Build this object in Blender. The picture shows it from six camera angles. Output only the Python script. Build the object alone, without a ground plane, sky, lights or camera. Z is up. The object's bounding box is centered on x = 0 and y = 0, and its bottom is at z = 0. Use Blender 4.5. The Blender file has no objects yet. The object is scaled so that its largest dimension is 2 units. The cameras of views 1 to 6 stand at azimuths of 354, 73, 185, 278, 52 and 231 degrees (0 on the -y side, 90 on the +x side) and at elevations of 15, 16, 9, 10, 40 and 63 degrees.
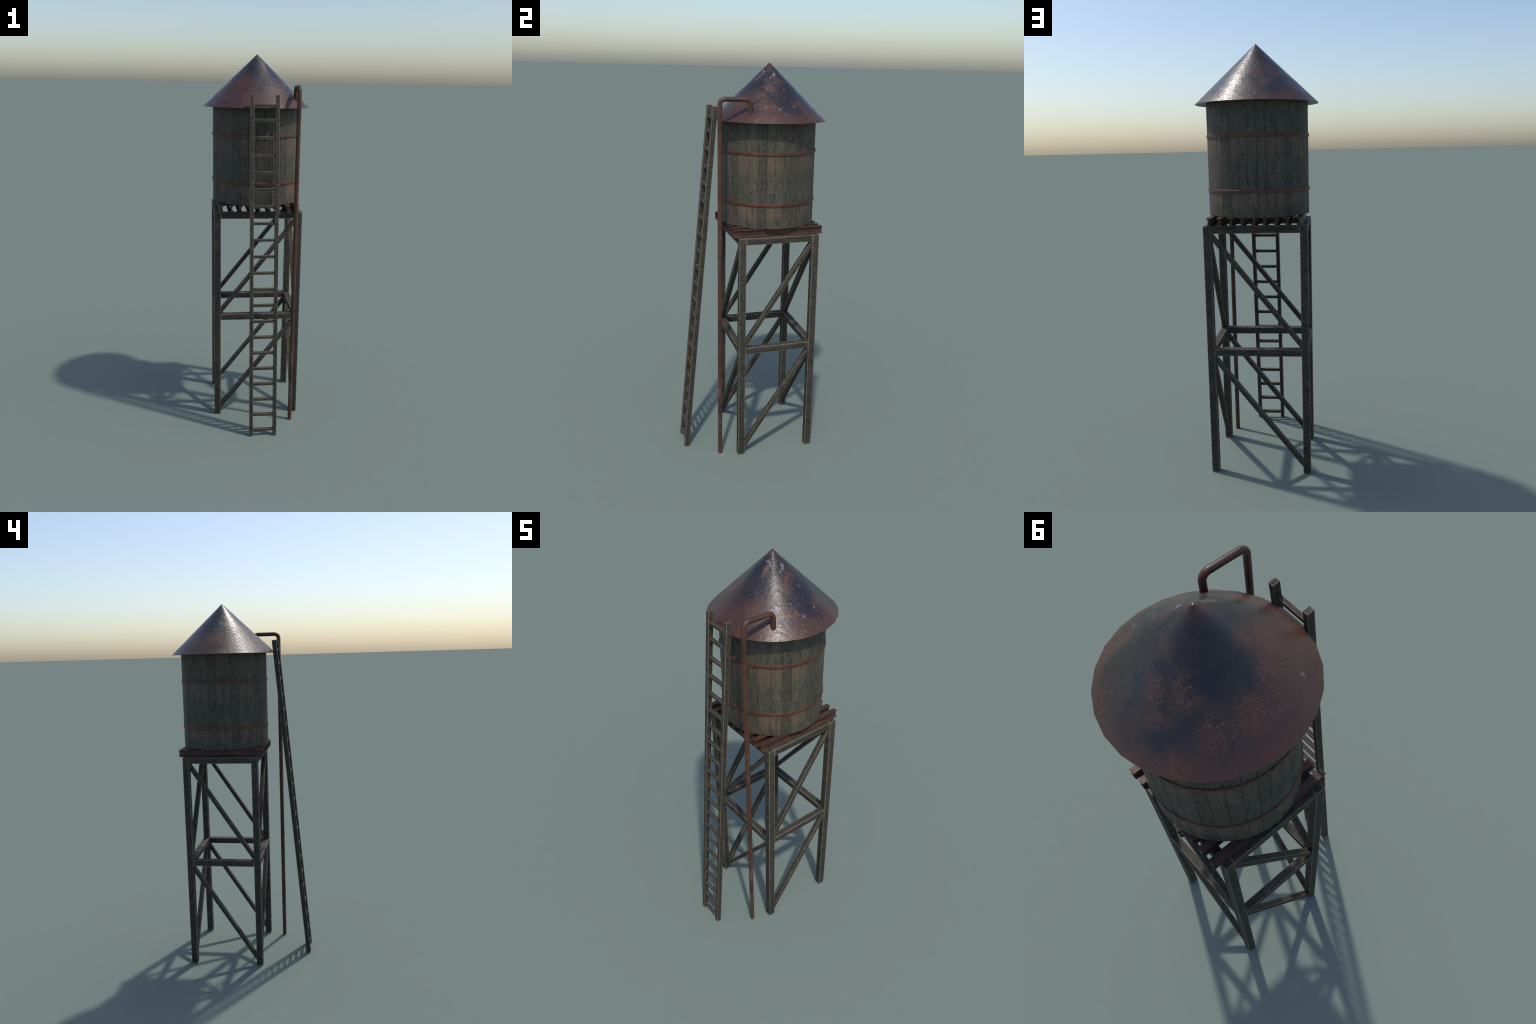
import bpy, bmesh, math, random
from mathutils import Vector, Matrix

# ------------------------------------------------------------------ basics
CY = 0.0900                      # tank axis: x = 0, y = CY
SEG = 26                         # roof and hoops are 26-sided
col = bpy.context.scene.collection

def new_obj(name, mesh, parent=None, mat=None):
    ob = bpy.data.objects.new(name, mesh)
    col.objects.link(ob)
    if parent: ob.parent = parent
    if mat and mesh and not mesh.materials: mesh.materials.append(mat)
    return ob

def bm_to_mesh(bm, name, smooth_angle=None):
    me = bpy.data.meshes.new(name)
    bmesh.ops.recalc_face_normals(bm, faces=bm.faces)
    if smooth_angle is not None:
        for f in bm.faces: f.smooth = True
        for e in bm.edges:
            if len(e.link_faces) == 2:
                e.smooth = e.calc_face_angle(0) < smooth_angle
    bm.to_mesh(me); bm.free()
    return me

# ------------------------------------------------------------ node helpers
class Nodes:
    def __init__(self, name):
        self.mat = bpy.data.materials.new(name)
        self.mat.use_nodes = True
        self.t = self.mat.node_tree
        self.t.nodes.clear()
        self.out = self.t.nodes.new('ShaderNodeOutputMaterial')
        self.bsdf = self.t.nodes.new('ShaderNodeBsdfPrincipled')
        self.t.links.new(self.bsdf.outputs[0], self.out.inputs[0])
        self.obj = self.t.nodes.new('ShaderNodeTexCoord').outputs['Object']
    def put(self, sock, v):
        if isinstance(v, bpy.types.NodeSocket): self.t.links.new(v, sock)
        elif v is not None: sock.default_value = v
    def math(self, op, a, b=None, c=None, clamp=False):
        n = self.t.nodes.new('ShaderNodeMath'); n.operation = op; n.use_clamp = clamp
        for s, v in zip(n.inputs, (a, b, c)): self.put(s, v)
        return n.outputs[0]
    def step(self, x, lo, hi, a=0.0, b=1.0, smooth=True):
        n = self.t.nodes.new('ShaderNodeMapRange')
        n.interpolation_type = 'SMOOTHSTEP' if smooth else 'LINEAR'
        for s, v in zip(n.inputs, (x, lo, hi, a, b)): self.put(s, v)
        return n.outputs[0]
    def mapping(self, vec, scale=(1, 1, 1), loc=(0, 0, 0)):
        n = self.t.nodes.new('ShaderNodeMapping')
        self.put(n.inputs['Vector'], vec)
        n.inputs['Scale'].default_value = scale; n.inputs['Location'].default_value = loc
        return n.outputs[0]
    def vadd(self, a, b):
        n = self.t.nodes.new('ShaderNodeVectorMath'); n.operation = 'ADD'
        self.put(n.inputs[0], a); self.put(n.inputs[1], b); return n.outputs[0]
    def noise(self, vec, scale, detail=4, rough=.6, dist=0.0):
        n = self.t.nodes.new('ShaderNodeTexNoise')
        self.put(n.inputs['Vector'], vec); n.inputs['Scale'].default_value = scale
        n.inputs['Detail'].default_value = detail; n.inputs['Roughness'].default_value = rough
        n.inputs['Distortion'].default_value = dist
        return n.outputs['Fac']
    def voronoi(self, vec, scale, rand=1.0):
        n = self.t.nodes.new('ShaderNodeTexVoronoi')
        self.put(n.inputs['Vector'], vec); n.inputs['Scale'].default_value = scale
        n.inputs['Randomness'].default_value = rand
        return n.outputs['Distance']
    def mix(self, f, a, b, mode='MIX'):
        n = self.t.nodes.new('ShaderNodeMix'); n.data_type = 'RGBA'; n.blend_type = mode
        self.put(n.inputs[0], f)
        self.put(n.inputs[6], (*a, 1) if isinstance(a, tuple) else a)
        self.put(n.inputs[7], (*b, 1) if isinstance(b, tuple) else b)
        return n.outputs[2]
    def xyz(self, vec):
        n = self.t.nodes.new('ShaderNodeSeparateXYZ'); self.put(n.inputs[0], vec); return n.outputs
    def comb(self, x, y, z):
        n = self.t.nodes.new('ShaderNodeCombineXYZ')
        for s, v in zip(n.inputs, (x, y, z)): self.put(s, v)
        return n.outputs[0]
    def random(self):
        return self.t.nodes.new('ShaderNodeObjectInfo').outputs['Random']
    def blob(self, vec, centre, radius):
        n = self.t.nodes.new('ShaderNodeVectorMath'); n.operation = 'DISTANCE'
        self.put(n.inputs[0], vec); n.inputs[1].default_value = centre
        return self.step(n.outputs['Value'], radius, radius * .25)
    def maximum(self, items):
        r = items[0]
        for i in items[1:]: r = self.math('MAXIMUM', r, i)
        return r
    def bump(self, h, strength, dist):
        n = self.t.nodes.new('ShaderNodeBump')
        n.inputs['Strength'].default_value = strength; n.inputs['Distance'].default_value = dist
        self.put(n.inputs['Height'], h); self.t.links.new(n.outputs[0], self.bsdf.inputs['Normal'])
    def finish(self, color, rough, metallic=0.0, spec=.5):
        self.put(self.bsdf.inputs['Base Color'], color)
        self.put(self.bsdf.inputs['Roughness'], rough)
        self.put(self.bsdf.inputs['Metallic'], metallic)
        self.bsdf.inputs['Specular IOR Level'].default_value = spec
        return self.mat

def srgb(r, g, b, k=1.0):
    f = lambda c: ((c / 255) / 12.92 if c / 255 <= .04045 else ((c / 255 + .055) / 1.055) ** 2.4) * k
    return (f(r), f(g), f(b))

# --------------------------------------------------------------- materials
def timber_material(name, half, length, grain_across, edge=.0038, half_y=None):
    """Weathered dark square timber; long axis = local X. Worn pale arrises."""
    N = Nodes(name)
    x, y, z = N.xyz(N.obj)
    r = N.random()
    off = N.comb(N.math('MULTIPLY', r, 7.3), N.math('MULTIPLY', r, 3.1), N.math('MULTIPLY', r, 5.7))
    p = N.vadd(N.obj, off)
    s = (1.0, .22, .22) if grain_across else (.22, 1.0, 1.0)
    g = N.noise(N.mapping(p, s), 210, 5, .7, .3)
    fine = N.noise(N.mapping(p, s), 520, 3, .6)
    patch = N.noise(p, 24, 4, .6)
    speck = N.noise(p, 150, 4, .7)
    c = N.mix(N.step(g, .34, .66), srgb(38, 36, 31), srgb(72, 68, 59))
    c = N.mix(N.math('MULTIPLY', N.step(patch, .45, .75), .45), c, srgb(78, 69, 59))
    c = N.mix(N.math('MULTIPLY', N.step(patch, .5, .25), .40), c, srgb(40, 39, 35))
    c = N.mix(N.math('MULTIPLY', N.step(fine, .58, .70), .40), c, srgb(98, 89, 77))
    c = N.mix(N.math('MULTIPLY', N.step(speck, .57, .69), .55), c, srgb(100, 92, 78))
    blot = N.noise(N.mapping(p, s), 70, 4, .65)
    c = N.mix(N.math('MULTIPLY', N.step(blot, .50, .36), .55), c, srgb(34, 32, 29))
    # arris wear: second smallest distance to the three pairs of faces
    dy = N.math('SUBTRACT', half_y or half, N.math('ABSOLUTE', y))
    dz = N.math('SUBTRACT', half, N.math('ABSOLUTE', z))
    dx = N.math('SUBTRACT', length / 2, N.math('ABSOLUTE', x))
    lo, hi = N.math('MINIMUM', dy, dz), N.math('MAXIMUM', dy, dz)
    d = N.math('MAXIMUM', lo, N.math('MINIMUM', hi, dx))
    wob = N.math('MULTIPLY', N.math('SUBTRACT', speck, .5), edge * 1.9)
    w = N.step(N.math('ADD', d, wob), edge, edge * .2)
    wear = N.math('MULTIPLY', w, N.step(patch, .28, .6, .5, .95))
    c = N.mix(wear, c, srgb(128, 115, 97))
    N.bump(N.math('ADD', g, N.math('MULTIPLY', fine, .5)), .4, .0015)
    return N.finish(c, N.step(g, .2, .8, .85, .68), 0, .35)

def plank_material(name, stain, tone, blue):
    """Tank stave: grey-green weathered wood; brown run-off below each hoop,
    bluish streaks just above the hoops, mossy mid-height, pale scuffs."""
    N = Nodes(name)
    x, y, z = N.xyz(N.obj)
    grain = N.noise(N.mapping(N.obj, (1, 1, .045)), 300, 6, .70)
    streak = N.noise(N.mapping(N.obj, (1, 1, .07)), 95, 4, .6)
    broad = N.noise(N.mapping(N.obj, (1, 1, .45)), 30, 4, .6)
    blot = N.noise(N.obj, 34, 5, .62, .4)
    speck = N.noise(N.obj, 230, 3, .7)
    c = N.mix(N.step(grain, .3, .7), srgb(57 * tone, 55 * tone, 48 * tone), srgb(93 * tone, 88 * tone, 76 * tone))
    # mossy olive
    moss = N.math('MULTIPLY', N.step(blot, .42, .68), N.step(broad, .35, .6))
    c = N.mix(N.math('MULTIPLY', moss, .55), c, srgb(84, 78, 58))
    c = N.mix(N.math('MULTIPLY', N.step(broad, .52, .32), .55), c, srgb(50, 51, 47))
    mott = N.noise(N.mapping(N.obj, (1, 1, .6)), 75, 5, .7, .5)
    c = N.mix(N.math('MULTIPLY', N.step(mott, .50, .36), .55), c, srgb(44, 44, 40))
    c = N.mix(N.math('MULTIPLY', N.step(mott, .54, .70), .35), c, srgb(108, 102, 86))
    # brown run-off under the two hoops
    wob = N.math('MULTIPLY', N.math('SUBTRACT', streak, .5), .11)
    zz = N.math('ADD', z, wob)
    run = N.maximum([
        N.math('MULTIPLY', N.step(zz, 1.455, 1.545), N.step(z, 1.5845, 1.5835)),
        N.math('MULTIPLY', N.step(zz, 1.250, 1.305), N.step(z, 1.3395, 1.3385))])
    run = N.math('MULTIPLY', run, N.step(streak, .36, .58, .08, 1.0))
    c = N.mix(N.math('MULTIPLY', run, stain), c, srgb(104, 84, 72))
    # blue-grey streaks running down to the hoops
    thin = N.noise(N.mapping(N.obj, (1, 1, .05), (3.1, 1.7, .4)), 150, 3, .5)
    zone = N.maximum([
        N.math('MULTIPLY', N.step(zz, 1.47, 1.39), N.step(z, 1.3385, 1.3395)),
        N.math('MULTIPLY', N.step(zz, 1.68, 1.61), N.step(z, 1.5835, 1.5845))])
    c = N.mix(N.math('MULTIPLY', N.math('MULTIPLY', zone, N.step(thin, .57, .70)), blue * .7), c, srgb(60, 70, 80))
    # pale scuffs and bright specks
    sc = N.math('MULTIPLY', N.step(N.noise(N.obj, 13, 3, .6), .47, .62), N.step(N.noise(N.obj, 100, 5, .7, 1.0), .50, .66))
    c = N.mix(N.math('MULTIPLY', sc, .6), c, srgb(116, 107, 94))
    c = N.mix(N.math('MULTIPLY', N.step(speck, .66, .76), .45), c, srgb(118, 114, 95))
    c = N.mix(N.math('MULTIPLY', N.step(speck, .36, .26), .4), c, srgb(36, 36, 33))
    N.bump(N.math('ADD', grain, N.math('MULTIPLY', blot, .6)), .35, .0012)
    return N.finish(c, N.step(grain, .2, .8, .82, .62), 0, .35)

def steel_material(name, base, dark, light, rough=.5, scale=1.0, flakes=0.0):
    """Oxide-red painted iron."""
    N = Nodes(name)
    r = N.random()
    p = N.vadd(N.obj, N.comb(N.math('MULTIPLY', r, 4.0), N.math('MULTIPLY', r, 2.0), N.math('MULTIPLY', r, 3.0)))
    a = N.noise(p, 22 * scale, 5, .6)
    b = N.noise(p, 120 * scale, 5, .65)
    f = N.noise(p, 420, 3, .6)
    c = N.mix(N.step(a, .35, .65), dark, base)
    c = N.mix(N.math('MULTIPLY', N.step(b, .52, .72), .5), c, light)
    c = N.mix(N.math('MULTIPLY', N.step(f, .4, .25), .4), c, tuple(v * .6 for v in dark))
    if flakes:
        fz = N.xyz(N.obj)[2]
        low = N.maximum([N.step(fz, .46, .36), N.step(N.math('ABSOLUTE', N.math('SUBTRACT', fz, 1.14)), .13, .05)])
        fl = N.math('MULTIPLY', N.math('MULTIPLY', low, N.step(N.noise(N.mapping(p, (1, 1, .4)), 15, 3, .6), .44, .54)),
                    N.step(N.noise(p, 95, 5, .7), .46, .56))
        c = N.mix(N.math('MULTIPLY', fl, flakes), c, srgb(104, 88, 88))
    N.bump(b, .25, .001)
    return N.finish(c, N.step(b, .2, .8, rough - .08, rough + .12), 0, .45)

def roof_material():
    """Indigo-black painted sheet, rusting to red-brown at the rim, with orange
    rust freckles, flaked lavender patches and a pitted gloss."""
    N = Nodes('painted_roof_sheet')
    x, y, z = N.xyz(N.obj)
    o = N.obj
    big = N.noise(o, 7.5, 4, .55)
    mid = N.noise(o, 24, 5, .6)
    fine = N.noise(o, 95, 5, .65)
    vfine = N.noise(o, 280, 4, .65)
    down = N.mapping(o, (1, 1, .45))          # marks are drawn out down the slope
    wv = N.vadd(o, N.comb(N.math('MULTIPLY', N.math('SUBTRACT', fine, .5), .07),
                          N.math('MULTIPLY', N.math('SUBTRACT', mid, .5), .07),
                          N.math('MULTIPLY', N.math('SUBTRACT', vfine, .5), .05)))
    c = N.mix(N.step(mid, .35, .65), srgb(33, 31, 37), srgb(42, 38, 41))
    # red-brown: rim band with a wandering edge, the ladder side, the tip
    rimz = N.math('ADD', z, N.math('MULTIPLY', N.math('SUBTRACT', big, .5), .20))
    rim = N.step(rimz, 1.822, 1.735)
    tip = N.step(z, 1.952, 1.992)
    sides = N.maximum([N.blob(wv, ctr, rad) for ctr, rad in (
        ((-.112, -.083, 1.807), .17), ((-.096, -.036, 1.852), .11), ((-.065, -.141, 1.775), .13),
        ((.09, -.12, 1.79), .13), ((-.19, -.02, 1.79), .13), ((-.20, .10, 1.78), .10))])
    brown = N.maximum([rim, N.math('MULTIPLY', tip, .6), N.math('MULTIPLY', sides, .85)])
    c = N.mix(N.math('MULTIPLY', brown, N.step(fine, .25, .6, .65, 1.0)), c, srgb(75, 48, 38))
    # orange rust: clouds round chosen spots plus freckles everywhere
    clouds = N.maximum([N.blob(wv, ctr, rad) for ctr, rad in (
        ((.086, .111, 1.916), .045), ((.117, .060, 1.886), .055), ((.096, .069, 1.908), .045),
        ((.198, .020, 1.803), .060), ((.178, .000, 1.821), .06), ((.177, .185, 1.811), .055),
        ((.100, -.080, 1.815), .060), ((.122, -.017, 1.848), .055), ((.13, .02, 1.85), .04),
        ((-.082, .208, 1.864), .065), ((-.178, .193, 1.806), .080), ((-.149, .019, 1.845), .06),
        ((-.192, .103, 1.812), .080), ((-.058, .271, 1.820), .050), ((-.201, .056, 1.808), .070),
        ((-.147, .316, 1.746), .060), ((-.079, .033, 1.909), .045), ((-.065, -.141, 1.775), .05),
        ((-.096, -.036, 1.86), .06), ((.002, .175, 1.919), .04), ((.21, .235, 1.76), .05), ((-.03, .24, 1.85), .06))])
    n1 = N.noise(down, 190, 5, .72, .4)
    freck = N.math('MULTIPLY', N.step(clouds, .05, .6), N.step(N.math('ADD', n1, N.math('MULTIPLY', clouds, .06)), .60, .64))
    sprinkle = N.math('MULTIPLY', N.step(N.noise(down, 150, 3, .6), .635, .66), N.step(mid, .40, .56))
    rust = N.math('MAXIMUM', freck, N.math('MULTIPLY', sprinkle, .55))
    c = N.mix(N.math('MULTIPLY', clouds, N.step(mid, .4, .6, .15, .55)), c, srgb(78, 51, 38))
    c = N.mix(N.math('MULTIPLY', rust, .7), c, N.mix(N.step(fine, .4, .6), srgb(100, 58, 38), srgb(112, 76, 58)))
    # flaked lavender / salmon patches, sunny side mostly
    edge_n = N.noise(down, 210, 5, .75)
    def flakes(spots, lo, hi):
        m = N.maximum([N.blob(wv, ctr, rad) for ctr, rad in spots])
        return N.step(N.math('ADD', m, N.math('MULTIPLY', N.math('SUBTRACT', edge_n, .5), 2.0)), lo, hi)
    salmon = flakes((((.034, .030, 1.937), .022), ((.038, .015, 1.922), .018), ((.208, .062, 1.803), .013),
                     ((.128, .122, 1.876), .016), ((.117, .045, 1.875), .015), ((.198, .020, 1.803), .014)), .50, .60)
    lilac = flakes((((.026, .048, 1.955), .020), ((.054, .094, 1.949), .020), ((.065, .089, 1.939), .016),
                    ((.072, .073, 1.931), .012), ((.073, -.045, 1.857), .011), ((.065, -.034, 1.870), .009),
                    ((.202, .149, 1.802), .013), ((.223, .075, 1.790), .011), ((.239, -.047, 1.741), .010),
                    ((.261, .029, 1.749), .010), ((-.173, -.065, 1.782), .013), ((-.20, -.03, 1.79), .009)), .55, .65)
    chips = N.math('MULTIPLY', N.step(N.noise(down, 125, 4, .7), .645, .66), N.step(x, -.05, .08))
    c = N.mix(N.math('MULTIPLY', salmon, .8), c, srgb(112, 76, 66))
    c = N.mix(N.math('MULTIPLY', N.math('MAXIMUM', lilac, N.math('MULTIPLY', chips, .9)), .85), c, srgb(112, 103, 108))
    c = N.mix(N.math('MULTIPLY', N.step(vfine, .40, .28), .5), c, srgb(24, 22, 25))
    # sparse blisters and pits over a smooth sheet, gathered in patches
    blist = N.step(N.noise(down, 190, 3, .55, .3), .54, .72)
    zone = N.step(N.noise(o, 10, 3, .5), .40, .58, .10, 1.0)
    h = N.math('ADD', N.math('MULTIPLY', N.math('MULTIPLY', blist, zone), .58),
               N.math('ADD', N.math('MULTIPLY', N.noise(o, 55, 3, .5), .55), N.math('MULTIPLY', vfine, .12)))
    N.bump(h, .50, .0028)
    gloss = N.blob(wv, (.16, .30, 1.755), .16)
    rough = N.math('ADD', N.step(N.noise(o, 13, 4, .6),   .35, .65, .25, .36), N.math('MULTIPLY', rust, .2))
    rough = N.math('SUBTRACT', rough, N.math('MULTIPLY', gloss, .05))
    rough = N.math('ADD', rough, N.math('MULTIPLY', N.math('SUBTRACT', vfine, .5), .22))
    rough = N.math('ADD', rough, N.math('MULTIPLY', brown, .07))
    return N.finish(c, rough, .0, .55)

def plain_material(name, c, rough=.8):
    N = Nodes(name)
    n = N.noise(N.obj, 60, 4, .6)
    return N.finish(N.mix(N.step(n, .3, .7), tuple(v * .8 for v in c), tuple(v * 1.2 for v in c)), rough)

# ------------------------------------------------------------ mesh builders
def box_mesh(name, length, hy, hz, bev=.0016):
    bm = bmesh.new()
    bmesh.ops.create_cube(bm, size=1.0)
    bmesh.ops.scale(bm, vec=(length, 2 * hy, 2 * hz), verts=bm.verts)
    bmesh.ops.bevel(bm, geom=list(bm.edges), offset=bev, segments=2, profile=.6, affect='EDGES')
    return bm_to_mesh(bm, name, math.radians(50))

def place(ob, a, b, side):
    """Put a bar with long axis X between points a and b; local Y points to 'side'."""
    a, b = Vector(a), Vector(b)
    ex = (b - a).normalized()
    ez = ex.cross(Vector(side)).normalized()
    ey = ez.cross(ex)
    m = Matrix((ex, ey, ez)).transposed().to_4x4()
    m.translation = (a + b) / 2
    ob.matrix_local = m

def ring_band(name, r_out, r_in, z0, z1, seg, bev):
    """Closed hoop of rectangular section with softened arrises."""
    prof = [(r_in, z0), (r_out - bev, z0), (r_out, z0 + bev), (r_out, z1 - bev), (r_out - bev, z1), (r_in, z1)]
    bm = bmesh.new()
    rings = []
    for r, z in prof:
        rings.append([bm.verts.new((r * math.cos(2 * math.pi * i / seg), CY + r * math.sin(2 * math.pi * i / seg), z)) for i in range(seg)])
    for k in range(len(prof)):
        A, B = rings[k], rings[(k + 1) % len(prof)]
        for i in range(seg):
            j = (i + 1) % seg
            bm.faces.new((A[i], A[j], B[j], B[i]))
    return bm_to_mesh(bm, name, math.radians(35))

# --------------------------------------------------------------- top level
tower = bpy.data.objects.new('water_tower', None)
col.objects.link(tower)
tower['label'] = 'old wooden water tank on timber legs with rusty cone roof'
tower['category'] = 'water tower'

# =================================================================== frame
HX, HYF = .2368, .2042            # half widths over the legs
FC = .0895                       # frame centre in y
LEG = .0348
TOP = 1.184
legs_mat = timber_material('leg_timber', LEG / 2, TOP, True)
leg_me = box_mesh('leg', TOP, LEG / 2, LEG / 2, .0018)
inx, iny = HX - LEG, HYF - LEG   # inner faces of the legs
for sx, sy in ((-1, -1), (1, -1), (1, 1), (-1, 1)):
    ob = new_obj('leg', leg_me, tower, legs_mat)
    px, py = sx * (HX - LEG / 2), FC + sy * (HYF - LEG / 2)
    place(ob, (px, py, 0), (px, py, TOP), (sx, 0, 0))

BH = .0168                       # cross beam half size
for axis in 'xy':
    span = 2 * (inx if axis == 'x' else iny)
    bmat = timber_material('beam_timber_' + ('wide' if axis == 'x' else 'deep'), BH, span, False)
    beam_me = box_mesh('beam', span, BH, BH, .0016)
    for s in (-1, 1):
        for zc in (TOP - .0004 - BH, .5925):
            ob = new_obj('beam', beam_me, tower, bmat)
            if axis == 'x':
                yy = FC + s * (HYF - .0006 - BH)
                place(ob, (-span / 2, yy, zc), (span / 2, yy, zc), (0, s, 0))
            else:
                xx = s * (HX - .0006 - BH)
                place(ob, (xx, FC - span / 2, zc), (xx, FC + span / 2, zc), (s, 0, 0))

DP, DD = .0107, .0126            # brace half size: in the plane of the side, and through it
for axis in 'xy':
    half = inx if axis == 'x' else iny
    for z0, z1 in ((.0450, .5590), (.6260, 1.1380)):
        d = Vector((2 * half, z1 - z0)); L = d.length + 2 * .012
        dmat = timber_material('brace_timber', DP, L, True, .0028, DD)
        dme = box_mesh('brace', L, DD, DP, .0014)
        e = d.normalized() * .012
        for s in (-1, 1):
            ob = new_obj('brace', dme, tower, dmat)
            if axis == 'x':
                yy = FC + s * (HYF - LEG / 2)
                place(ob, (-half - e.x, yy, z0 - e.y), (half + e.x, yy, z1 + e.y), (0, s, 0))
            else:
                xx = s * (HX - LEG / 2)
                place(ob, (xx, FC - half - e.x, z0 - e.y), (xx, FC + half + e.x, z1 + e.y), (s, 0, 0))

# ============================================================ I-beam joists
def joist_mesh(length, w=.0128, h=.0190, web=.0048, tip=.0035, root=.0062):
    """Rolled I section, tapered flanges; long axis X, height Z."""
    half = [(web, h - root), (w, h - tip), (w, h)]
    pts = half + [(-a, b) for a, b in reversed(half)]
    pts = pts + [(-a, -b) for a, b in pts]
    # order: right web-top .. right flange .. left flange .. left web, then mirrored below
    bm = bmesh.new()
    n = len(pts)
    A = [bm.verts.new((-length / 2, y, z)) for y, z in pts]
    B = [bm.verts.new((length / 2, y, z)) for y, z in pts]
    for i in range(n):
        j = (i + 1) % n
        bm.faces.new((A[i], A[j], B[j], B[i]))
    bm.faces.new(A); bm.faces.new(list(reversed(B)))
    bmesh.ops.recalc_face_normals(bm, faces=bm.faces)
    sharp = [e for e in bm.edges if e.calc_face_angle(0) > .6]
    bmesh.ops.bevel(bm, geom=sharp, offset=.0006, segments=1, affect='EDGES')
    return bm_to_mesh(bm, 'joist', math.radians(25))

joist_mat = steel_material('red_oxide_joist', srgb(79, 49, 38), srgb(54, 37, 30), srgb(100, 67, 52), .55)
joist_me = joist_mesh(.4540)
for xw in (.2042, .1558, .1040, .0545, .0005, -.0472, -.0995, -.1495, -.2017):
    ob = new_obj('joist', joist_me, tower, joist_mat)
    place(ob, (xw, .0892 - .227, 1.2036), (xw, .0892 + .227, 1.2036), (1, 0, 0))

# ==================================================================== tank
ZB, ZT = 1.2232, 1.752
seams = [2.2, 12.0, 22.0, 32.8, 44.9, 53.3, 64.8, 75.0, 85.0, 95.0, 105.0, 115.3, 126.3, 135.4, 146.6,
         158.0, 168.4, 177.7, 188.0, 197.8, 208.4, 220.5, 233.6, 245.5, 255.0, 265.0, 276.2, 286.0,
         296.5, 307.0, 320.0, 332.2, 342.2, 352.0, 362.2]
tank_me = bpy.data.meshes.new('tank')
bm = bmesh.new()                 # inner drum: floor, lining and lid behind the staves
rings = [[bm.verts.new((.2255 * math.cos(2 * math.pi * i / 52), CY + .2255 * math.sin(2 * math.pi * i / 52), z)) for i in range(52)]
         for z in (ZB + .004, ZT - .01)]
for i in range(52):
    j = (i + 1) % 52
    bm.faces.new((rings[0][i], rings[0][j], rings[1][j], rings[1][i]))
bm.faces.new(list(reversed(rings[0]))); bm.faces.new(rings[1])
tank = new_obj('tank', bm_to_mesh(bm, 'tank', math.radians(40)), tower, plain_material('tank_lining', srgb(52, 48, 42)))

rng = random.Random(11)
kinds = {
    'brown': plank_material('stave_wood_brown', .92, 1.01, .35),
    'mixed': plank_material('stave_wood_mixed', .60, 1.00, .75),
    'grey':  plank_material('stave_wood_grey', .12, .92, 1.0),
    'dark':  plank_material('stave_wood_dark', .10, .80, .6)}
# kind of each stave, from the seam at 2.2 degrees round anticlockwise
order = ('grey grey mixed brown mixed grey brown mixed brown mixed brown brown grey brown mixed mixed '
         'grey mixed mixed grey brown mixed grey brown mixed grey brown mixed grey brown brown dark brown mixed').split()
def stave_mesh(a0, a1, r_out, r_in, z0, z1, groove=.0008, depth=.0022):
    """One stave: curved face, chamfered long edges, a few height divisions with slight bow."""
    a0, a1 = math.radians(a0), math.radians(a1)
    g0, g1 = a0 + groove / r_out, a1 - groove / r_out
    bm = bmesh.new()
    zs = [z0, z0 + .0014] + [z0 + (z1 - z0) * k / 6 for k in range(1, 6)] + [z1]
    rows = []
    for k, z in enumerate(zs):
        inset = .0014 if k == 0 else 0.0
        prof = [(a0 + .0004, r_in), (a0 + .0004, r_out - depth)]
        prof += [(g0 + (g1 - g0) * i / 4, r_out - inset) for i in range(5)]
        prof += [(a1 - .0004, r_out - depth), (a1 - .0004, r_in)]
        rows.append([bm.verts.new((r * math.cos(a), CY + r * math.sin(a), z)) for a, r in prof])
    n = len(rows[0])
    for A, B in zip(rows, rows[1:]):
        for i in range(n):
            j = (i + 1) % n
            bm.faces.new((A[i], A[j], B[j], B[i]))
    bm.faces.new(list(reversed(rows[0]))); bm.faces.new(rows[-1])
    return bm_to_mesh(bm, 'stave', math.radians(30))

for k, (a0, a1) in enumerate(zip(seams, seams[1:])):
    r = .2360 + rng.uniform(-.0005, .0004)
    new_obj('stave', stave_mesh(a0, a1, r, .224, ZB + rng.uniform(-.0006, .0010), ZT), tank, kinds[order[k % len(order)]])

# nail heads: two per stave at three heights
bm = bmesh.new()
for a0, a1 in zip(seams, seams[1:]):
    for zc in (1.6703, 1.4706, 1.2701):
        for a in (a0 + 2.2, a1 - 2.2):
            if rng.random() < .12: continue
            t = math.radians(a + rng.uniform(-.3, .3)); R = rng.uniform(.0011, .0017)
            n = Vector((math.cos(t), math.sin(t), 0))
            m = Matrix.Translation(Vector((0, CY, zc + rng.uniform(-.002, .002))) + n * .2355) @ n.to_track_quat('Z', 'Y').to_matrix().to_4x4()
            bmesh.ops.create_cone(bm, cap_ends=True, segments=8, radius1=R, radius2=R * .7, depth=.0014, matrix=m)
nails = new_obj('nail', bm_to_mesh(bm, 'nail', math.radians(40)), tank, plain_material('nail_iron', srgb(38, 36, 33)))
nails['kind'] = 'stuff'

hoop_mat = steel_material('hoop_iron', srgb(92, 53, 35), srgb(68, 42, 32), srgb(112, 70, 45), .55)
for z0, z1 in ((1.5770, 1.5915), (1.3320, 1.3468)):
    new_obj('hoop', ring_band('hoop', .2408, .2300, z0, z1, SEG, .0012), tank, hoop_mat)

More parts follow.
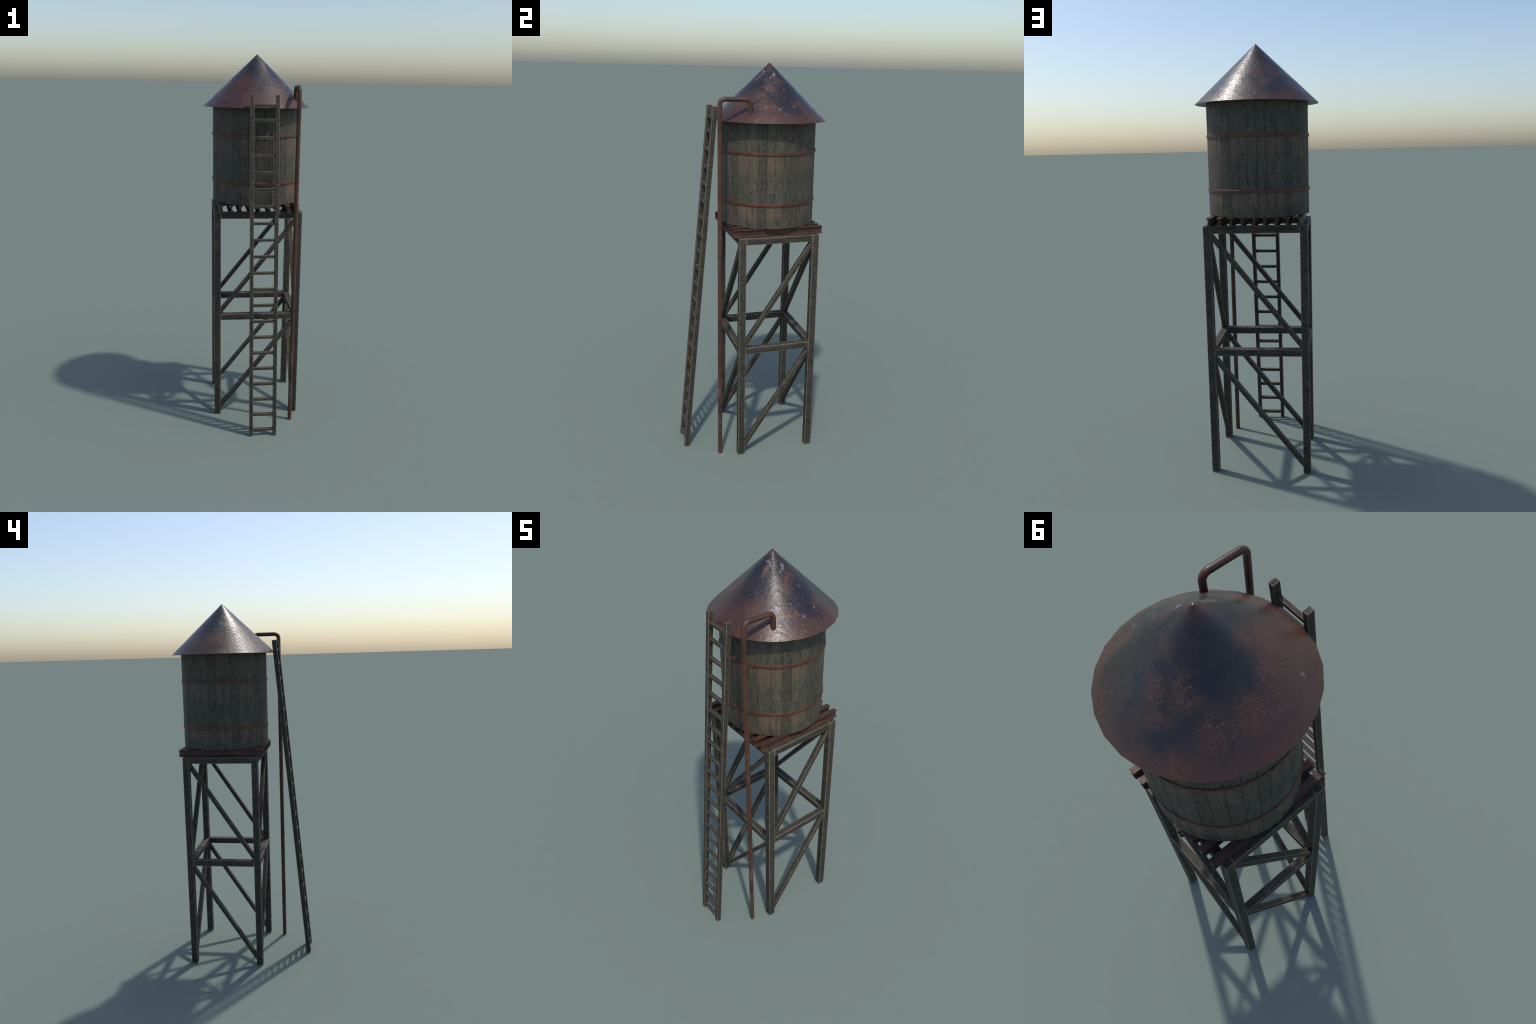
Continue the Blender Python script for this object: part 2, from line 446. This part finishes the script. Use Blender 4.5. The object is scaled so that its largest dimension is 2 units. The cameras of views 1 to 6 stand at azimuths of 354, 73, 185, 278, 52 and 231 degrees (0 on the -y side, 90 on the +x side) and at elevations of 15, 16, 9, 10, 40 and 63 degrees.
# ==================================================================== roof
def roof_mesh():
    R, ZR, ZA, LIP = .2867, 1.7311, 2.0, .0018
    bm = bmesh.new()
    rows = 40
    rings = []
    for k in range(1, rows + 1):
        f = k / rows
        r, z = R * f, ZA + (ZR - ZA) * f
        rings.append([bm.verts.new((r * math.cos(2 * math.pi * i / SEG), CY + r * math.sin(2 * math.pi * i / SEG), z)) for i in range(SEG)])
    apex = bm.verts.new((0, CY, ZA))
    lip = [bm.verts.new((v.co.x, v.co.y, ZR - LIP)) for v in rings[-1]]
    for i in range(SEG):
        j = (i + 1) % SEG
        bm.faces.new((apex, rings[0][i], rings[0][j]))
        for A, B in zip(rings, rings[1:]):
            bm.faces.new((A[i], B[i], B[j], A[j]))
        bm.faces.new((rings[-1][i], lip[i], lip[j], rings[-1][j]))
    bm.faces.new(list(reversed(lip)))
    return bm_to_mesh(bm, 'roof', math.radians(35))
roof = new_obj('roof', roof_mesh(), tower, roof_material())

# ==================================================================== pipe
def rounded_path(pts, rad, n=8):
    out = [Vector(pts[0])]
    for a, b, c in zip(pts, pts[1:], pts[2:]):
        a, b, c = Vector(a), Vector(b), Vector(c)
        u, v = (a - b).normalized(), (c - b).normalized()
        ang = u.angle(v); t = rad / math.tan(ang / 2)
        ctr = b + (u + v).normalized() * (rad / math.sin(ang / 2))
        s, e = b + u * t - ctr, b + v * t - ctr
        for k in range(n + 1):
            out.append(ctr + s.normalized().slerp(e.normalized(), k / n) * rad)
    out.append(Vector(pts[-1]))
    return out

def tube_mesh(name, path, r, seg=20, rows_every=.05):
    pts = [path[0]]
    for p in path[1:]:
        d = p - pts[-1]; k = max(1, int(d.length / rows_every))
        base = pts[-1].copy()
        pts += [base + d * (i / k) for i in range(1, k + 1)]
    bm = bmesh.new(); rings = []
    up = Vector((1, 0, 0))
    for i, p in enumerate(pts):
        t = (pts[min(i + 1, len(pts) - 1)] - pts[max(i - 1, 0)]).normalized()
        s = t.cross(up).normalized(); w = s.cross(t)
        rings.append([bm.verts.new(p + (s * math.cos(2 * math.pi * k / seg) + w * math.sin(2 * math.pi * k / seg)) * r) for k in range(seg)])
    for A, B in zip(rings, rings[1:]):
        for k in range(seg):
            bm.faces.new((A[k], A[(k + 1) % seg], B[(k + 1) % seg], B[k]))
    bm.faces.new(rings[0]); bm.faces.new(rings[-1])
    return bm_to_mesh(bm, name, math.radians(50))

pipe_mat = steel_material('rusty_pipe', srgb(88, 54, 37), srgb(60, 42, 34), srgb(98, 68, 52), .44, .7, .8)
path = rounded_path([(.1872, -.2010, 0), (.1872, -.2000, 1.8343), (.1915, -.0565, 1.8343), (.1915, -.0562, 1.758)], .0235)
pipe = new_obj('pipe', tube_mesh('pipe', path, .0112), tower, pipe_mat)

# ================================================================== ladder
ladder = bpy.data.objects.new('ladder', None)
col.objects.link(ladder); ladder.parent = tower
RX_H, RY_H = .0093, .0122       # rail half width, half depth
top, bot = Vector((0, -.1983, 1.7960)), Vector((0, -.3625, .0012))
ld = (top - bot); LL = ld.length; ld.normalize()
front = Vector((0, -ld.z, ld.y))
rail_mat = timber_material('rail_timber', RX_H, LL, True, .0026, RY_H)
rail_me = box_mesh('rail', LL, RY_H, RX_H, .0012)
RX = ((-.0490, -.0502), (.0785, .0785))
for xb, xt in RX:
    ob = new_obj('rail', rail_me, ladder, rail_mat)
    place(ob, bot + Vector((xb, 0, 0)), top + Vector((xt, 0, 0)), front)
rung_len = .1275 - 2 * RX_H + .004
rung_mat = timber_material('rung_timber', .0072, rung_len, False, .0024, .0076)
rung_me = box_mesh('rung', rung_len, .0076, .0072, .0010)
heights = [.0304 + .0868 * i for i in range(20)] + [1.7511]
for h in heights:
    c = bot + ld * (h * LL / 1.8034)
    ob = new_obj('rung', rung_me, ladder, rung_mat)
    xc = .0146
    place(ob, c + Vector((xc - rung_len / 2, 0, 0)), c + Vector((xc + rung_len / 2, 0, 0)), front)
